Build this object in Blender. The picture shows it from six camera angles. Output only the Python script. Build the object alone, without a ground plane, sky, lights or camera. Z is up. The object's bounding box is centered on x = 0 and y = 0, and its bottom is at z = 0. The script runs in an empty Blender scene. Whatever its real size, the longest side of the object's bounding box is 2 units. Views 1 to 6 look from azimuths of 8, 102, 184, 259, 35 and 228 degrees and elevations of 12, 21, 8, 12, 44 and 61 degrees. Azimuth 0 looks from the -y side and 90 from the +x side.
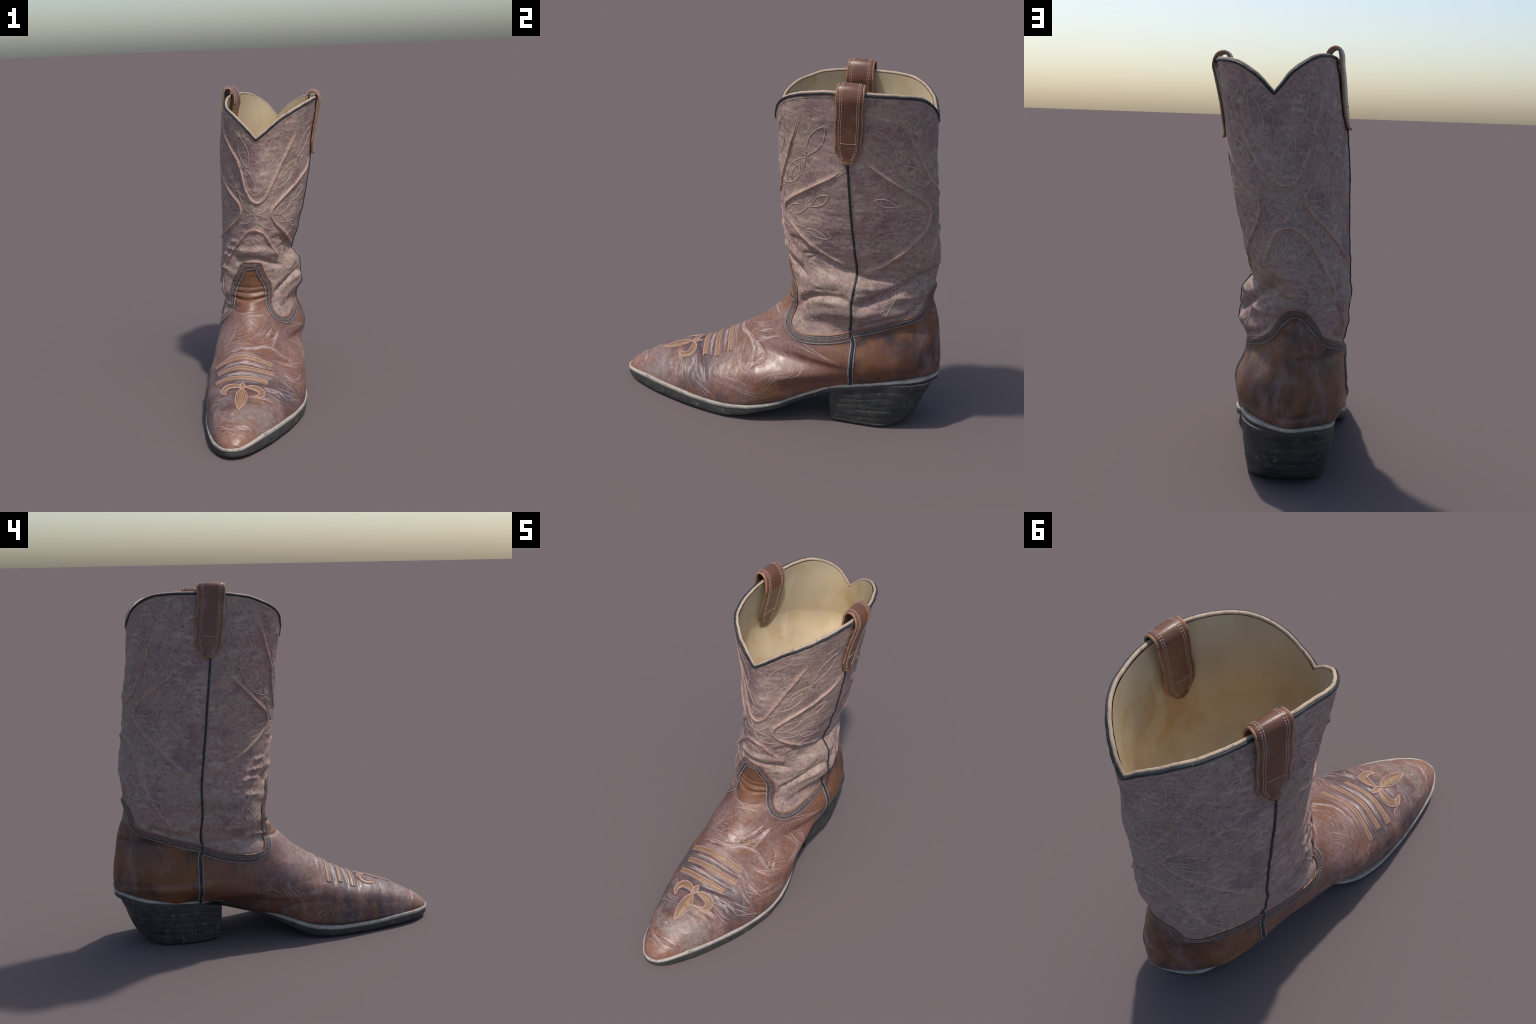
import bpy, bmesh, math, random
import numpy as np
from mathutils import Vector
from mathutils.kdtree import KDTree

rng = np.random.default_rng(7)
random.seed(7)
NT = 512                                   # samples round a section

# ------------------------------------------------------------------ maths helpers
def pchip(xk, yk, x):
    """monotone cubic through (xk, yk), evaluated at x"""
    xk = np.asarray(xk, float); yk = np.asarray(yk, float); x = np.asarray(x, float)
    h = np.diff(xk); d = np.diff(yk) / h
    m = np.zeros_like(yk)
    for i in range(1, len(xk) - 1):
        if d[i - 1] * d[i] > 0:
            w1 = 2 * h[i] + h[i - 1]; w2 = h[i] + 2 * h[i - 1]
            m[i] = (w1 + w2) / (w1 / d[i - 1] + w2 / d[i])
    m[0], m[-1] = d[0], d[-1]
    x = np.clip(x, xk[0], xk[-1])
    k = np.clip(np.searchsorted(xk, x) - 1, 0, len(xk) - 2)
    t = (x - xk[k]) / h[k]
    return ((1 + 2 * t) * (1 - t) ** 2 * yk[k] + t * (1 - t) ** 2 * h[k] * m[k]
            + t * t * (3 - 2 * t) * yk[k + 1] + t * t * (t - 1) * h[k] * m[k + 1])

def catmull(P, n, closed=False):
    """smooth curve through the points P, n samples evenly spaced"""
    P = np.asarray(P, float)
    if closed:
        Q = np.vstack([P[-1:], P, P[:2]])
    else:
        Q = np.vstack([2 * P[0] - P[1], P, 2 * P[-1] - P[-2]])
    out = []
    for i in range(1, len(Q) - 2):
        p0, p1, p2, p3 = Q[i - 1:i + 3]
        d0 = max(np.linalg.norm(p1 - p0), 1e-6) ** .5
        d1 = max(np.linalg.norm(p2 - p1), 1e-6) ** .5
        d2 = max(np.linalg.norm(p3 - p2), 1e-6) ** .5
        m1 = (p1 - p0) / d0 - (p2 - p0) / (d0 + d1) + (p2 - p1) / d1
        m2 = (p2 - p1) / d1 - (p3 - p1) / (d1 + d2) + (p3 - p2) / d2
        m1 *= d1; m2 *= d1
        t = np.linspace(0, 1, 40, endpoint=False)[:, None]
        out.append((2 * t**3 - 3 * t**2 + 1) * p1 + (t**3 - 2 * t**2 + t) * m1
                   + (-2 * t**3 + 3 * t**2) * p2 + (t**3 - t**2) * m2)
    if not closed:
        out.append(P[-1:])
    else:
        out.append(P[:1])
    return resample(np.vstack(out), n)

def resample(C, n):
    s = np.r_[0, np.cumsum(np.linalg.norm(np.diff(C, axis=0), axis=1))]
    q = np.linspace(0, s[-1], n)
    return np.stack([np.interp(q, s, C[:, i]) for i in range(C.shape[1])], 1)

def smooth01(a, b, x):
    t = np.clip((x - a) / (b - a), 0, 1)
    return t * t * (3 - 2 * t)

# ------------------------------------------------------------------ the last: cross-sections
# Each section is spanned by its front/top point F and its back/bottom point B
# (x, y, z) with points in between on the right (+x) and left (-x) half:
# (fraction from F to B, x).
def shaft_section(z, F, B, R, L, q):
    """horizontal oval: F, B, R, L are (x, y), q the squareness of its four quarters"""
    F3, B3 = (F[0], F[1], z), (B[0], B[1], z)
    f = lambda y: (y - F[1]) / (B[1] - F[1])
    fr, fl = f(R[1]), f(L[1])
    rt = [(fr * (1 - q[0]), F[0] + q[0] * (R[0] - F[0])), (fr, R[0]),
          (fr + (1 - fr) * q[1], B[0] + q[1] * (R[0] - B[0]))]
    lf = [(fl * (1 - q[3]), F[0] + q[3] * (L[0] - F[0])), (fl, L[0]),
          (fl + (1 - fl) * q[2], B[0] + q[2] * (L[0] - B[0]))]
    return F3, B3, rt, lf

def foot_section(F, B, rt, lf):
    return F, B, rt, lf

SECTIONS = [
    shaft_section(1.96, (-.02, -.081), (.02, .778), (.336, .36), (-.230, .22), (.71, .72, .73, .74)),
    shaft_section(1.86, (-.02, -.079), (.02, .780), (.318, .36), (-.256, .22), (.71, .71, .73, .72)),
    shaft_section(1.74, (-.02, -.067), (.02, .785), (.298, .37), (-.280, .24), (.70, .70, .71, .69)),
    shaft_section(1.64, (-.02, -.048), (.015, .792), (.283, .37), (-.296, .27), (.68, .69, .69, .66)),
    shaft_section(1.40, (-.02, -.028), (.0, .818), (.245, .38), (-.317, .36), (.65, .69, .66, .66)),
    shaft_section(1.20, (-.03, -.008), (-.03, .840), (.203, .38), (-.325, .39), (.65, .70, .66, .66)),
    shaft_section(1.06, (-.05, .013), (-.05, .857), (.163, .40), (-.332, .41), (.68, .70, .67, .67)),
    shaft_section(.920, (-.08, .035), (-.08, .865), (.124, .42), (-.342, .43), (.70, .70, .71, .70)),
    shaft_section(.840, (-.10, .046), (-.09, .856), (.160, .41), (-.347, .42), (.68, .68, .73, .73)),
    shaft_section(.760, (-.11, .052), (-.10, .852), (.188, .40), (-.346, .42), (.66, .64, .73, .75)),
    shaft_section(.680, (-.12, .040), (-.10, .878), (.166, .41), (-.338, .42), (.66, .65, .72, .75)),
    foot_section((-.12, .005, .612), (-.10, .896, .60), [(.13, .035), (.46, .132), (.82, .062)], [(.13, -.265), (.48, -.330), (.82, -.270)]),
    foot_section((-.125, -.050, .555), (-.10, .914, .50), [(.13, .040), (.50, .146), (.84, .090)], [(.13, -.280), (.50, -.334), (.84, -.280)]),
    foot_section((-.13, -.120, .492), (-.10, .924, .42), [(.13, .048), (.50, .178), (.84, .112)], [(.13, -.292), (.50, -.340), (.84, -.294)]),
    foot_section((-.13, -.190, .447), (-.10, .926, .36), [(.13, .053), (.50, .186), (.84, .115)], [(.13, -.300), (.50, -.343), (.84, -.298)]),
    foot_section((-.13, -.250, .410), (-.10, .908, .300), [(.14, .063), (.50, .176), (.82, .112)], [(.14, -.310), (.50, -.345), (.82, -.312)]),
    foot_section((-.13, -.290, .388), (-.09, .80, .220), [(.15, .073), (.40, .204), (.65, .142), (.86, .104)], [(.15, -.313), (.40, -.345), (.65, -.298), (.86, -.278)]),
    foot_section((-.13, -.340, .360), (-.08, .45, .180), [(.20, .098), (.45, .222), (.70, .168), (.88, .10)], [(.20, -.320), (.45, -.338), (.70, -.235), (.88, -.150)]),
    foot_section((-.13, -.390, .332), (-.07, .15, .100), [(.20, .110), (.45, .220), (.70, .232), (.88, .185)], [(.20, -.318), (.45, -.346), (.70, -.290), (.88, -.195)]),
    foot_section((-.13, -.440, .307), (-.06, -.10, .050), [(.20, .105), (.45, .207), (.70, .243), (.88, .232)], [(.20, -.308), (.45, -.346), (.70, -.343), (.88, -.312)]),
    foot_section((-.13, -.510, .283), (-.07, -.30, .040), [(.20, .080), (.45, .174), (.70, .213), (.86, .213)], [(.20, -.290), (.45, -.332), (.70, -.342), (.86, -.340)]),
    foot_section((-.13, -.610, .255), (-.08, -.45, .040), [(.20, .055), (.45, .132), (.70, .167), (.86, .170)], [(.20, -.265), (.45, -.304), (.70, -.320), (.86, -.320)]),
    foot_section((-.125, -.710, .214), (-.09, -.60, .045), [(.20, .022), (.45, .083), (.70, .117), (.86, .122)], [(.20, -.236), (.45, -.270), (.70, -.286), (.86, -.287)]),
    foot_section((-.12, -.790, .174), (-.095, -.72, .050), [(.20, -.012), (.45, .037), (.70, .063), (.86, .067)], [(.20, -.207), (.45, -.236), (.70, -.250), (.86, -.251)]),
    foot_section((-.115, -.858, .134), (-.10, -.82, .055), [(.20, -.038), (.45, -.006), (.70, .009), (.86, .010)], [(.20, -.177), (.45, -.200), (.70, -.211), (.86, -.212)]),
    foot_section((-.11, -.896, .105), (-.105, -.880, .060), [(.20, -.062), (.45, -.044), (.70, -.034), (.86, -.034)], [(.20, -.150), (.45, -.164), (.70, -.172), (.86, -.172)]),
    foot_section((-.107, -.912, .088), (-.105, -.908, .062), [(.20, -.078), (.5, -.066), (.80, -.062)], [(.20, -.134), (.50, -.144), (.80, -.147)]),
    foot_section((-.107, -.918, .076), (-.106, -.917, .064), [(.20, -.096), (.5, -.092), (.80, -.090)], [(.20, -.117), (.50, -.120), (.80, -.121)]),
]
# section coordinate h: the shaft is measured as 2 - z, then the walk along the instep
H = []
for i, s in enumerate(SECTIONS):
    if i == 0:
        H.append(2 - s[0][2])
    else:
        a, b = np.array(SECTIONS[i - 1][0]), np.array(s[0])
        H.append(H[-1] + np.linalg.norm(b - a))
H = np.array(H)

def section_ring(sec):
    F, B, rt, lf = sec
    F, B = np.array(F, float), np.array(B, float)
    P = [F]
    P += [np.array([x, *(F + f * (B - F))[1:]]) for f, x in rt]
    P += [B]
    P += [np.array([x, *(F + f * (B - F))[1:]]) for f, x in reversed(lf)]
    nb = len(rt) + 1
    C = catmull(P, 4001, closed=True)
    ib = int(np.argmin(np.linalg.norm(C - B, axis=1)))
    r = resample(C[:ib + 1], NT // 2 + 1)
    l = resample(C[ib:], NT // 2 + 1)
    return np.vstack([r[:-1], l[:-1]])          # theta = 0 front, .5 back

RINGS = np.stack([section_ring(s) for s in SECTIONS])       # (nsec, NT, 3)

# smooth interpolation across sections (Catmull tangents, non-uniform)
TAN = np.zeros_like(RINGS)
for i in range(len(H)):
    if i == 0: TAN[i] = (RINGS[1] - RINGS[0]) / (H[1] - H[0])
    elif i == len(H) - 1: TAN[i] = (RINGS[-1] - RINGS[-2]) / (H[-1] - H[-2])
    else:
        h0, h1 = H[i] - H[i - 1], H[i + 1] - H[i]
        d0, d1 = (RINGS[i] - RINGS[i - 1]) / h0, (RINGS[i + 1] - RINGS[i]) / h1
        TAN[i] = (d0 * h1 + d1 * h0) / (h0 + h1)

def base(h, th):
    """point of the smooth last at section coordinate h and angle th (0..1); arrays"""
    h = np.asarray(h, float); th = np.asarray(th, float) % 1.0
    k = np.clip(np.searchsorted(H, h) - 1, 0, len(H) - 2)
    dh = H[k + 1] - H[k]
    t = ((h - H[k]) / dh)[..., None]
    u = th * NT; j = np.floor(u).astype(int) % NT; j2 = (j + 1) % NT; w = (u - np.floor(u))[..., None]
    g = lambda A, kk: A[kk, j] * (1 - w) + A[kk, j2] * w
    p0, p1, m0, m1 = g(RINGS, k), g(RINGS, k + 1), g(TAN, k), g(TAN, k + 1)
    d = dh[..., None]
    return ((2*t**3 - 3*t**2 + 1) * p0 + (t**3 - 2*t**2 + t) * d * m0
            + (-2*t**3 + 3*t**2) * p1 + (t**3 - t**2) * d * m1)

def base_normal(h, th):
    e = .004
    a = base(np.minimum(h + e, H[-1]), th) - base(np.maximum(h - e, H[0]), th)
    b = base(h, th + .003) - base(h, th - .003)
    n = np.cross(a, b)
    n /= np.linalg.norm(n, axis=-1, keepdims=True) + 1e-12
    return n
# sign check: normals must look outward on the right side
if base_normal(np.array([.6]), np.array([.25]))[0][0] < 0:
    _bn = base_normal
    base_normal = lambda h, th: -_bn(h, th)

# ------------------------------------------------------------------ curves on the last
def h_at_z(th, z):
    """section coordinate at which the column th crosses the height z (shaft and ankle)"""
    th = np.atleast_1d(np.asarray(th, float)); z = np.atleast_1d(np.asarray(z, float))
    hh = np.linspace(.04, H[16], 420)
    Z = base(hh[:, None] + 0 * th[None, :], th[None, :] + 0 * hh[:, None])[..., 2]
    return np.array([np.interp(-z[i], -Z[:, i], hh) for i in range(len(th))])

def shaft_curve(pts, n=80):
    """smooth curve on the shaft through (theta, z) points -> (h, theta) samples"""
    P = np.array(pts, float) * np.array([2.1, 1.0])
    C = catmull(P, n)
    th = C[:, 0] / 2.1
    return np.column_stack([h_at_z(th, C[:, 1]), th])

def foot_curve(pts, n=60):
    """smooth curve through (theta, h) points -> (h, theta) samples"""
    P = np.array(pts, float) * np.array([1.2, 1.0])
    C = catmull(P, n)
    return np.column_stack([C[:, 1], C[:, 0] / 1.2])

def side_step(c, d):
    """shift the curve c (h, theta) sideways within the surface by d metres (number or array)"""
    c = np.array(c, float); d = np.broadcast_to(np.asarray(d, float), (len(c),))
    k = max(1, int(np.ceil(np.abs(d).max() / .008)))
    for _ in range(k):
        h, t = c[:, 0], c[:, 1]
        Sh = (base(h + .003, t) - base(h - .003, t)) / .006
        St = (base(h, t + .002) - base(h, t - .002)) / .004
        n = base_normal(h, t)
        P = base(h, t); T = np.gradient(P, axis=0); T /= np.linalg.norm(T, axis=1, keepdims=True) + 1e-9
        v = np.cross(n, T) * (d / k)[:, None]
        a, b, e = (Sh * Sh).sum(1), (Sh * St).sum(1), (St * St).sum(1)
        p, q = (Sh * v).sum(1), (St * v).sum(1)
        det = a * e - b * b + 1e-9
        c = np.column_stack([h + (e * p - b * q) / det, t + (a * q - b * p) / det])
    return c

_vh = np.linspace(H[9], H[-1] - .003, 260); _vt = np.linspace(-.30, .30, 241)
_VG = base(*np.meshgrid(_vh, _vt, indexing='ij'))
_kd = KDTree(_VG.shape[0] * _VG.shape[1])
for _i, _p in enumerate(_VG.reshape(-1, 3)): _kd.insert((_p[0], _p[1], 0), _i)
_kd.balance()
def plan_curve(pts, n=50):
    """smooth curve on top of the foot through (x, y) points seen from above -> (h, theta)"""
    C = catmull(np.array(pts, float), n)
    c = np.array([(_vh[i // 241], _vt[i % 241]) for i in (_kd.find((x, y, 0))[1] for x, y in C)])
    for _ in range(4):
        h, t = c[:, 0], c[:, 1]
        e = C - base(h, t)[:, :2]
        A = ((base(h + .003, t) - base(h - .003, t)) / .006)[:, :2]; B = ((base(h, t + .002) - base(h, t - .002)) / .004)[:, :2]
        det = A[:, 0] * B[:, 1] - A[:, 1] * B[:, 0]; det = np.where(np.abs(det) < .02, .02 * np.sign(det + 1e-9), det)
        dh = (e[:, 0] * B[:, 1] - e[:, 1] * B[:, 0]) / det; dt = (A[:, 0] * e[:, 1] - A[:, 1] * e[:, 0]) / det
        c = np.column_stack([np.clip(h + np.clip(dh, -.02, .02), H[8], H[-1] - .003), t + np.clip(dt, -.02, .02)])
    return c

# ------------------------------------------------------------------ relief: folds, creases, wrinkles
def lattice(ix, iy, iz, seed):
    v = (ix * 73856093 ^ iy * 19349663 ^ iz * 83492791 ^ seed * 2654435761) & 0x7fffffff
    v = (v ^ (v >> 13)) * 1274126177 & 0x7fffffff
    return ((v ^ (v >> 16)) & 0xffff) / 65535.0 * 2 - 1

def value_noise(p, seed=0):
    i = np.floor(p).astype(np.int64); f = p - i; f = f * f * f * (f * (f * 6 - 15) + 10)
    r = 0
    for dx in (0, 1):
        for dy in (0, 1):
            for dz in (0, 1):
                w = (f[..., 0] if dx else 1 - f[..., 0]) * (f[..., 1] if dy else 1 - f[..., 1]) * (f[..., 2] if dz else 1 - f[..., 2])
                r = r + w * lattice(i[..., 0] + dx, i[..., 1] + dy, i[..., 2] + dz, seed)
    return r

def fbm(p, freq, seed=0, octaves=3):
    f = np.asarray(freq, float); r = 0; a = 1
    for o in range(octaves):
        r = r + a * value_noise(p * f + 11.3 * o, seed + o); f = f * 2.03; a *= .5
    return r

# (theta, z) polyline, depth (+ out, - in), width
FOLDS = [
    ([(.05, 1.06), (.098, 1.05), (.13, 1.02), (.171, .975), (.208, .94), (.245, .918)], -.016, .020),
    ([(.245, .918), (.286, .905), (.326, .905), (.368, .905)], -.016, .016),
    ([(.251, .755), (.283, .765), (.315, .80), (.363, .835), (.418, .885), (.470, .925)], -.036, .034),
    ([(.085, .66), (.105, .715), (.135, .755), (.18, .785), (.22, .79), (.247, .766)], -.030, .022),
    ([(-.05, .915), (-.02, .932), (.02, .928), (.05, .905), (.08, .88), (.112, .857)], -.020, .016),
    ([(-.06, .975), (.0, .985), (.05, .97), (.10, .93)], .012, .026),
    ([(.14, .862), (.2, .865), (.25, .85), (.29, .86)], .014, .030),
    ([(.11, .60), (.15, .655), (.2, .69), (.25, .69), (.3, .71)], .010, .030),
    ([(.27, .625), (.33, .660), (.40, .695), (.445, .75)], -.016, .018),
    ([(.07, 1.039), (.098, 1.032), (.132, 1.02)], -.008, .009),
    ([(.113, .967), (.128, .978), (.145, .995)], -.009, .008),
    ([(.094, .986), (.129, .993), (.163, .99)], -.008, .009),
    ([(.137, .802), (.178, .814), (.215, .825)], -.008, .012),
    ([(-.135, .921), (-.116, .936), (-.083, .929)], .011, .012),
    ([(-.107, .978), (-.072, .985)], .010, .011),
    ([(-.10, 1.03), (-.06, 1.035)], .008, .012),
    ([(-.112, .628), (-.089, .624), (-.068, .615)], .013, .013),
    ([(-.129, .855), (-.075, .842)], .008, .012),
    ([(-.16, .895), (-.10, .888)], -.008, .012),
    ([(-.30, .905), (-.36, .90), (-.44, .875)], -.007, .018),
    ([(-.26, .61), (-.20, .60), (-.13, .60)], -.008, .016),
    ([(.515, .86), (.47, .875), (.43, .84), (.39, .80)], -.010, .016),
    ([(.35, .80), (.40, .80), (.44, .79)], .010, .025),
    ([(.745, .625), (.70, .645), (.66, .665), (.61, .70)], -.016, .022),
    # creases of the tongue
    ([(-.052, .715), (.0, .705), (.055, .712)], -.007, .008),
    ([(-.055, .675), (-.01, .660), (.06, .672)], -.009, .009),
    ([(-.06, .690), (.0, .682), (.06, .690)], .005, .007),
    ([(-.05, .745), (.01, .740), (.05, .748)], -.005, .007),
    ([(-.08, .600), (-.02, .590), (.05, .598)], -.005, .010),
]
# same on the vamp, (theta, h): creases over the ball and between the bars
VAMP_FOLDS = [
    ([(.05, 1.70), (.12, 1.76), (.19, 1.86), (.28, 1.92)], -.004, .010),
    ([(-.30, 1.84), (-.24, 1.86), (-.18, 1.90)], .007, .018),
    ([(-.33, 1.90), (-.25, 1.90), (-.19, 1.94)], -.005, .012),
    ([(-.20, 2.36), (-.05, 2.37), (.12, 2.375), (.22, 2.36)], -.0045, .007),
    ([(.13, 2.02), (.19, 2.06), (.25, 2.09)], -.004, .008),
]
CORDS = {  # raised corded ribs on the shaft, (theta, z)
    'front_peak': [(-.142, 1.815), (-.114, 1.71), (-.085, 1.62), (-.062, 1.55), (-.050, 1.46), (-.040, 1.385), (-.022, 1.315), (-.005, 1.296), (.016, 1.32), (.040, 1.405), (.067, 1.505), (.095, 1.605), (.116, 1.675), (.137, 1.75)],
    'front_left': [(-.205, 1.535), (-.161, 1.441), (-.10, 1.335), (-.066, 1.28), (-.060, 1.235), (-.069, 1.19), (-.108, 1.125), (-.16, 1.06), (-.236, .985)],
    'front_right': [(.241, 1.525), (.21, 1.475), (.171, 1.425), (.124, 1.365), (.07, 1.295), (.045, 1.25), (.041, 1.215), (.055, 1.165), (.09, 1.105), (.13, 1.05), (.175, 1.0), (.238, .958)],
    'front_arch': [(-.17, .69), (-.13, .80), (-.098, .90), (-.077, .975), (-.044, 1.07), (-.026, 1.112), (-.004, 1.12), (.017, 1.1), (.043, 1.035), (.085, .94), (.108, .885)],
    'back_peak': [(.381, 1.79), (.404, 1.675), (.435, 1.552), (.462, 1.46), (.483, 1.41), (.505, 1.37), (.526, 1.366), (.546, 1.4), (.562, 1.46), (.581, 1.55), (.597, 1.66), (.626, 1.80)],
    'back_right': [(.283, 1.58), (.315, 1.528), (.355, 1.465), (.408, 1.395), (.446, 1.337), (.456, 1.295), (.455, 1.26), (.438, 1.19), (.401, 1.118), (.365, 1.057), (.326, .993), (.286, .948), (.256, .931)],
    'back_left': [(.711, 1.60), (.66, 1.51), (.618, 1.435), (.575, 1.365), (.558, 1.305), (.574, 1.24), (.62, 1.155), (.66, 1.085), (.70, 1.01), (.728, .955)],
    'back_arch': [(.441, .986), (.469, 1.09), (.488, 1.16), (.51, 1.182), (.535, 1.167), (.559, 1.12), (.58, 1.04), (.605, .94), (.625, .85), (.652, .75), (.688, .68)],
}
CORD_HT = {k: shaft_curve(v, 130) for k, v in CORDS.items()}
BUMPS = []
def bump_line(c, d, w):
    P = base(c[:, 0], c[:, 1]); ln = np.linalg.norm(np.diff(P, axis=0), axis=1).sum()
    BUMPS.append((resample(P, max(12, int(ln / (w * .3)))), d, w))
for pts, d, w in FOLDS: bump_line(shaft_curve(pts, 60), d, w)
PLAN_FOLDS = [  # creases over the ball, (x, y) from above
    ([(-.30, -.310), (-.11, -.322), (.08, -.285)], -.006, .010),
    ([(-.29, -.390), (-.11, -.398), (.09, -.365)], -.006, .010),
    ([(-.29, -.455), (-.11, -.470), (.10, -.40), (.20, -.36)], -.007, .013),
    ([(-.27, -.225), (-.12, -.226), (.0, -.158), (.08, -.115), (.17, -.135)], .003, .010),
    ([(.07, .03), (.045, -.07), (.0, -.155)], .004, .009), ([(.035, .0), (-.004, -.10), (-.035, -.16)], .004, .008),
    ([(.055, .01), (.02, -.085), (-.015, -.155)], -.004, .007),
    ([(.02, -.476), (.12, -.45), (.18, -.435)], -.004, .007), ([(-.05, -.584), (.054, -.565), (.13, -.555)], -.003, .008),
    ([(-.26, -.606), (-.18, -.607), (-.12, -.609)], -.003, .008)]
for pts, d, w in PLAN_FOLDS: bump_line(plan_curve(pts, 60), d, w)
for pts, d, w in VAMP_FOLDS: bump_line(foot_curve(pts, 60), d, w)
for k, c in CORD_HT.items(): bump_line(c, .0055, .012)

def relief(p):
    sh = p.shape[:-1]; P = p.reshape(-1, 3); d = np.zeros(len(P))
    for C, dep, w in BUMPS:
        lo, hi = C.min(0) - 3.2 * w, C.max(0) + 3.2 * w
        idx = np.nonzero(((P >= lo) & (P <= hi)).all(1))[0]
        for ch in np.array_split(idx, max(1, len(idx) // 40000)):
            if len(ch) == 0: continue
            D = P[ch][:, None] - C[None]
            D2 = np.einsum('ijk,ijk->ij', D, D)
            j = D2.argmin(1); m = D2[np.arange(len(ch)), j]
            s = j / (len(C) - 1); end = smooth01(0, .12, s) * smooth01(0, .12, 1 - s) * .75 + .25
            r = np.sqrt(m) / w
            d[ch] += dep * end * np.exp(-r ** 2 * 1.1)
    z = P[:, 2]
    ank = smooth01(.50, .66, z) * (1 - smooth01(.98, 1.22, z)) * smooth01(-.02, .04, P[:, 1])
    leg = smooth01(.9, 1.2, z)
    d += ank * .0065 * fbm(P, (4.5, 4.5, 13), 3) + leg * .0030 * fbm(P, (4, 4, 7), 5) * (1 - smooth01(1.6, 1.8, z))
    d += (ank + leg) * .0012 * fbm(P, (16, 16, 40), 9)
    vamp = (1 - smooth01(-.05, .08, P[:, 1])) * smooth01(.08, .14, z)
    d += vamp * (.0022 * fbm(P, (5, 16, 6), 21) + .0008 * fbm(P, (22, 50, 30), 25))
    cnt = smooth01(.30, .45, P[:, 1]) * (1 - smooth01(.5, .62, z))
    d += cnt * .002 * fbm(P, (9, 9, 5), 31)
    return d.reshape(sh)

def surf(h, th, off=0.0, rel=True):
    h, th = np.broadcast_arrays(np.asarray(h, float), np.asarray(th, float))
    p = base(h, th); n = base_normal(h, th)
    d = np.asarray(off, float) + (relief(p) if rel else 0.0)
    return p + n * np.asarray(d)[..., None] if np.ndim(d) else p + n * d

# lookup: grid of the surface, for placing curves on it by (y, z) or (x, z)
GH = np.linspace(0.04, H[-1] - .004, 620)
GT = np.arange(768) / 768
GRID = base(*np.meshgrid(GH, GT, indexing='ij'))
def locate(pts, side):
    """(h, th) of surface points given by (y, z) on the right 'R' or left 'L' side"""
    th = GT[None, :] + 0 * GH[:, None]
    m = {'R': (th > .03) & (th < .47), 'L': (th > .53) & (th < .97)}[side]
    ii, jj = np.nonzero(m)
    G = GRID[ii, jj][:, [1, 2]]
    out = []
    for p in pts:
        k = np.argmin(((G - np.array(p)) ** 2).sum(1))
        out.append((GH[ii[k]], GT[jj[k]]))
    return np.array(out)

# ------------------------------------------------------------------ object helpers
def link(o, parent=None, mat=None):
    bpy.context.scene.collection.objects.link(o)
    if parent is not None: o.parent = parent
    if mat is not None:
        o.data.materials.clear(); o.data.materials.append(mat)
    return o

def mesh_obj(name, V, Fs, parent=None, mat=None, smooth=True):
    me = bpy.data.meshes.new(name)
    me.from_pydata([tuple(v) for v in np.asarray(V)], [], [tuple(int(i) for i in f) for f in Fs])
    me.update()
    if smooth: me.polygons.foreach_set('use_smooth', [True] * len(me.polygons))
    o = bpy.data.objects.new(name, me)
    return link(o, parent, mat)

def grid_faces(nr, nc, wrap=False, flip=False, start=0):
    F = []
    for i in range(nr - 1):
        for j in range(nc if wrap else nc - 1):
            j2 = (j + 1) % nc
            f = (i * nc + j, i * nc + j2, (i + 1) * nc + j2, (i + 1) * nc + j)
            f = tuple(start + q for q in f)
            F.append(f[::-1] if flip else f)
    return F

def tube(C, r, nseg=8, closed=False, N=None, flat=1.0):
    """tube of radius r (number or array) along polyline C; N optional normals: oval with flat*r along N"""
    C = np.asarray(C, float); n = len(C)
    T = (np.roll(C, -1, 0) - np.roll(C, 1, 0)) if closed else np.gradient(C, axis=0)
    T /= np.linalg.norm(T, axis=1, keepdims=True) + 1e-12
    if N is None:
        N = np.tile([0, 0, 1.], (n, 1)); N[np.abs(T[:, 2]) > .95] = [1., 0, 0]
    N = N - T * (N * T).sum(1)[:, None]; N /= np.linalg.norm(N, axis=1, keepdims=True) + 1e-12
    Bn = np.cross(T, N)
    r = np.broadcast_to(np.asarray(r, float), (n,))[:, None, None]
    a = np.arange(nseg) * 2 * np.pi / nseg
    V = C[:, None] + r * (np.cos(a)[None, :, None] * N[:, None] * flat + np.sin(a)[None, :, None] * Bn[:, None])
    V = V.reshape(-1, 3)
    F = grid_faces(n, nseg, True)
    if closed:
        F += [((n - 1) * nseg + j, (n - 1) * nseg + (j + 1) % nseg, (j + 1) % nseg, j) for j in range(nseg)]
    else:
        F += [tuple(range(nseg))[::-1], tuple((n - 1) * nseg + j for j in range(nseg))]
    return V, F

def merge(parts):
    V, F, o = [], [], 0
    for v, f in parts:
        V.append(np.asarray(v)); F += [tuple(i + o for i in q) for q in f]; o += len(v)
    return np.vstack(V), F

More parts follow.
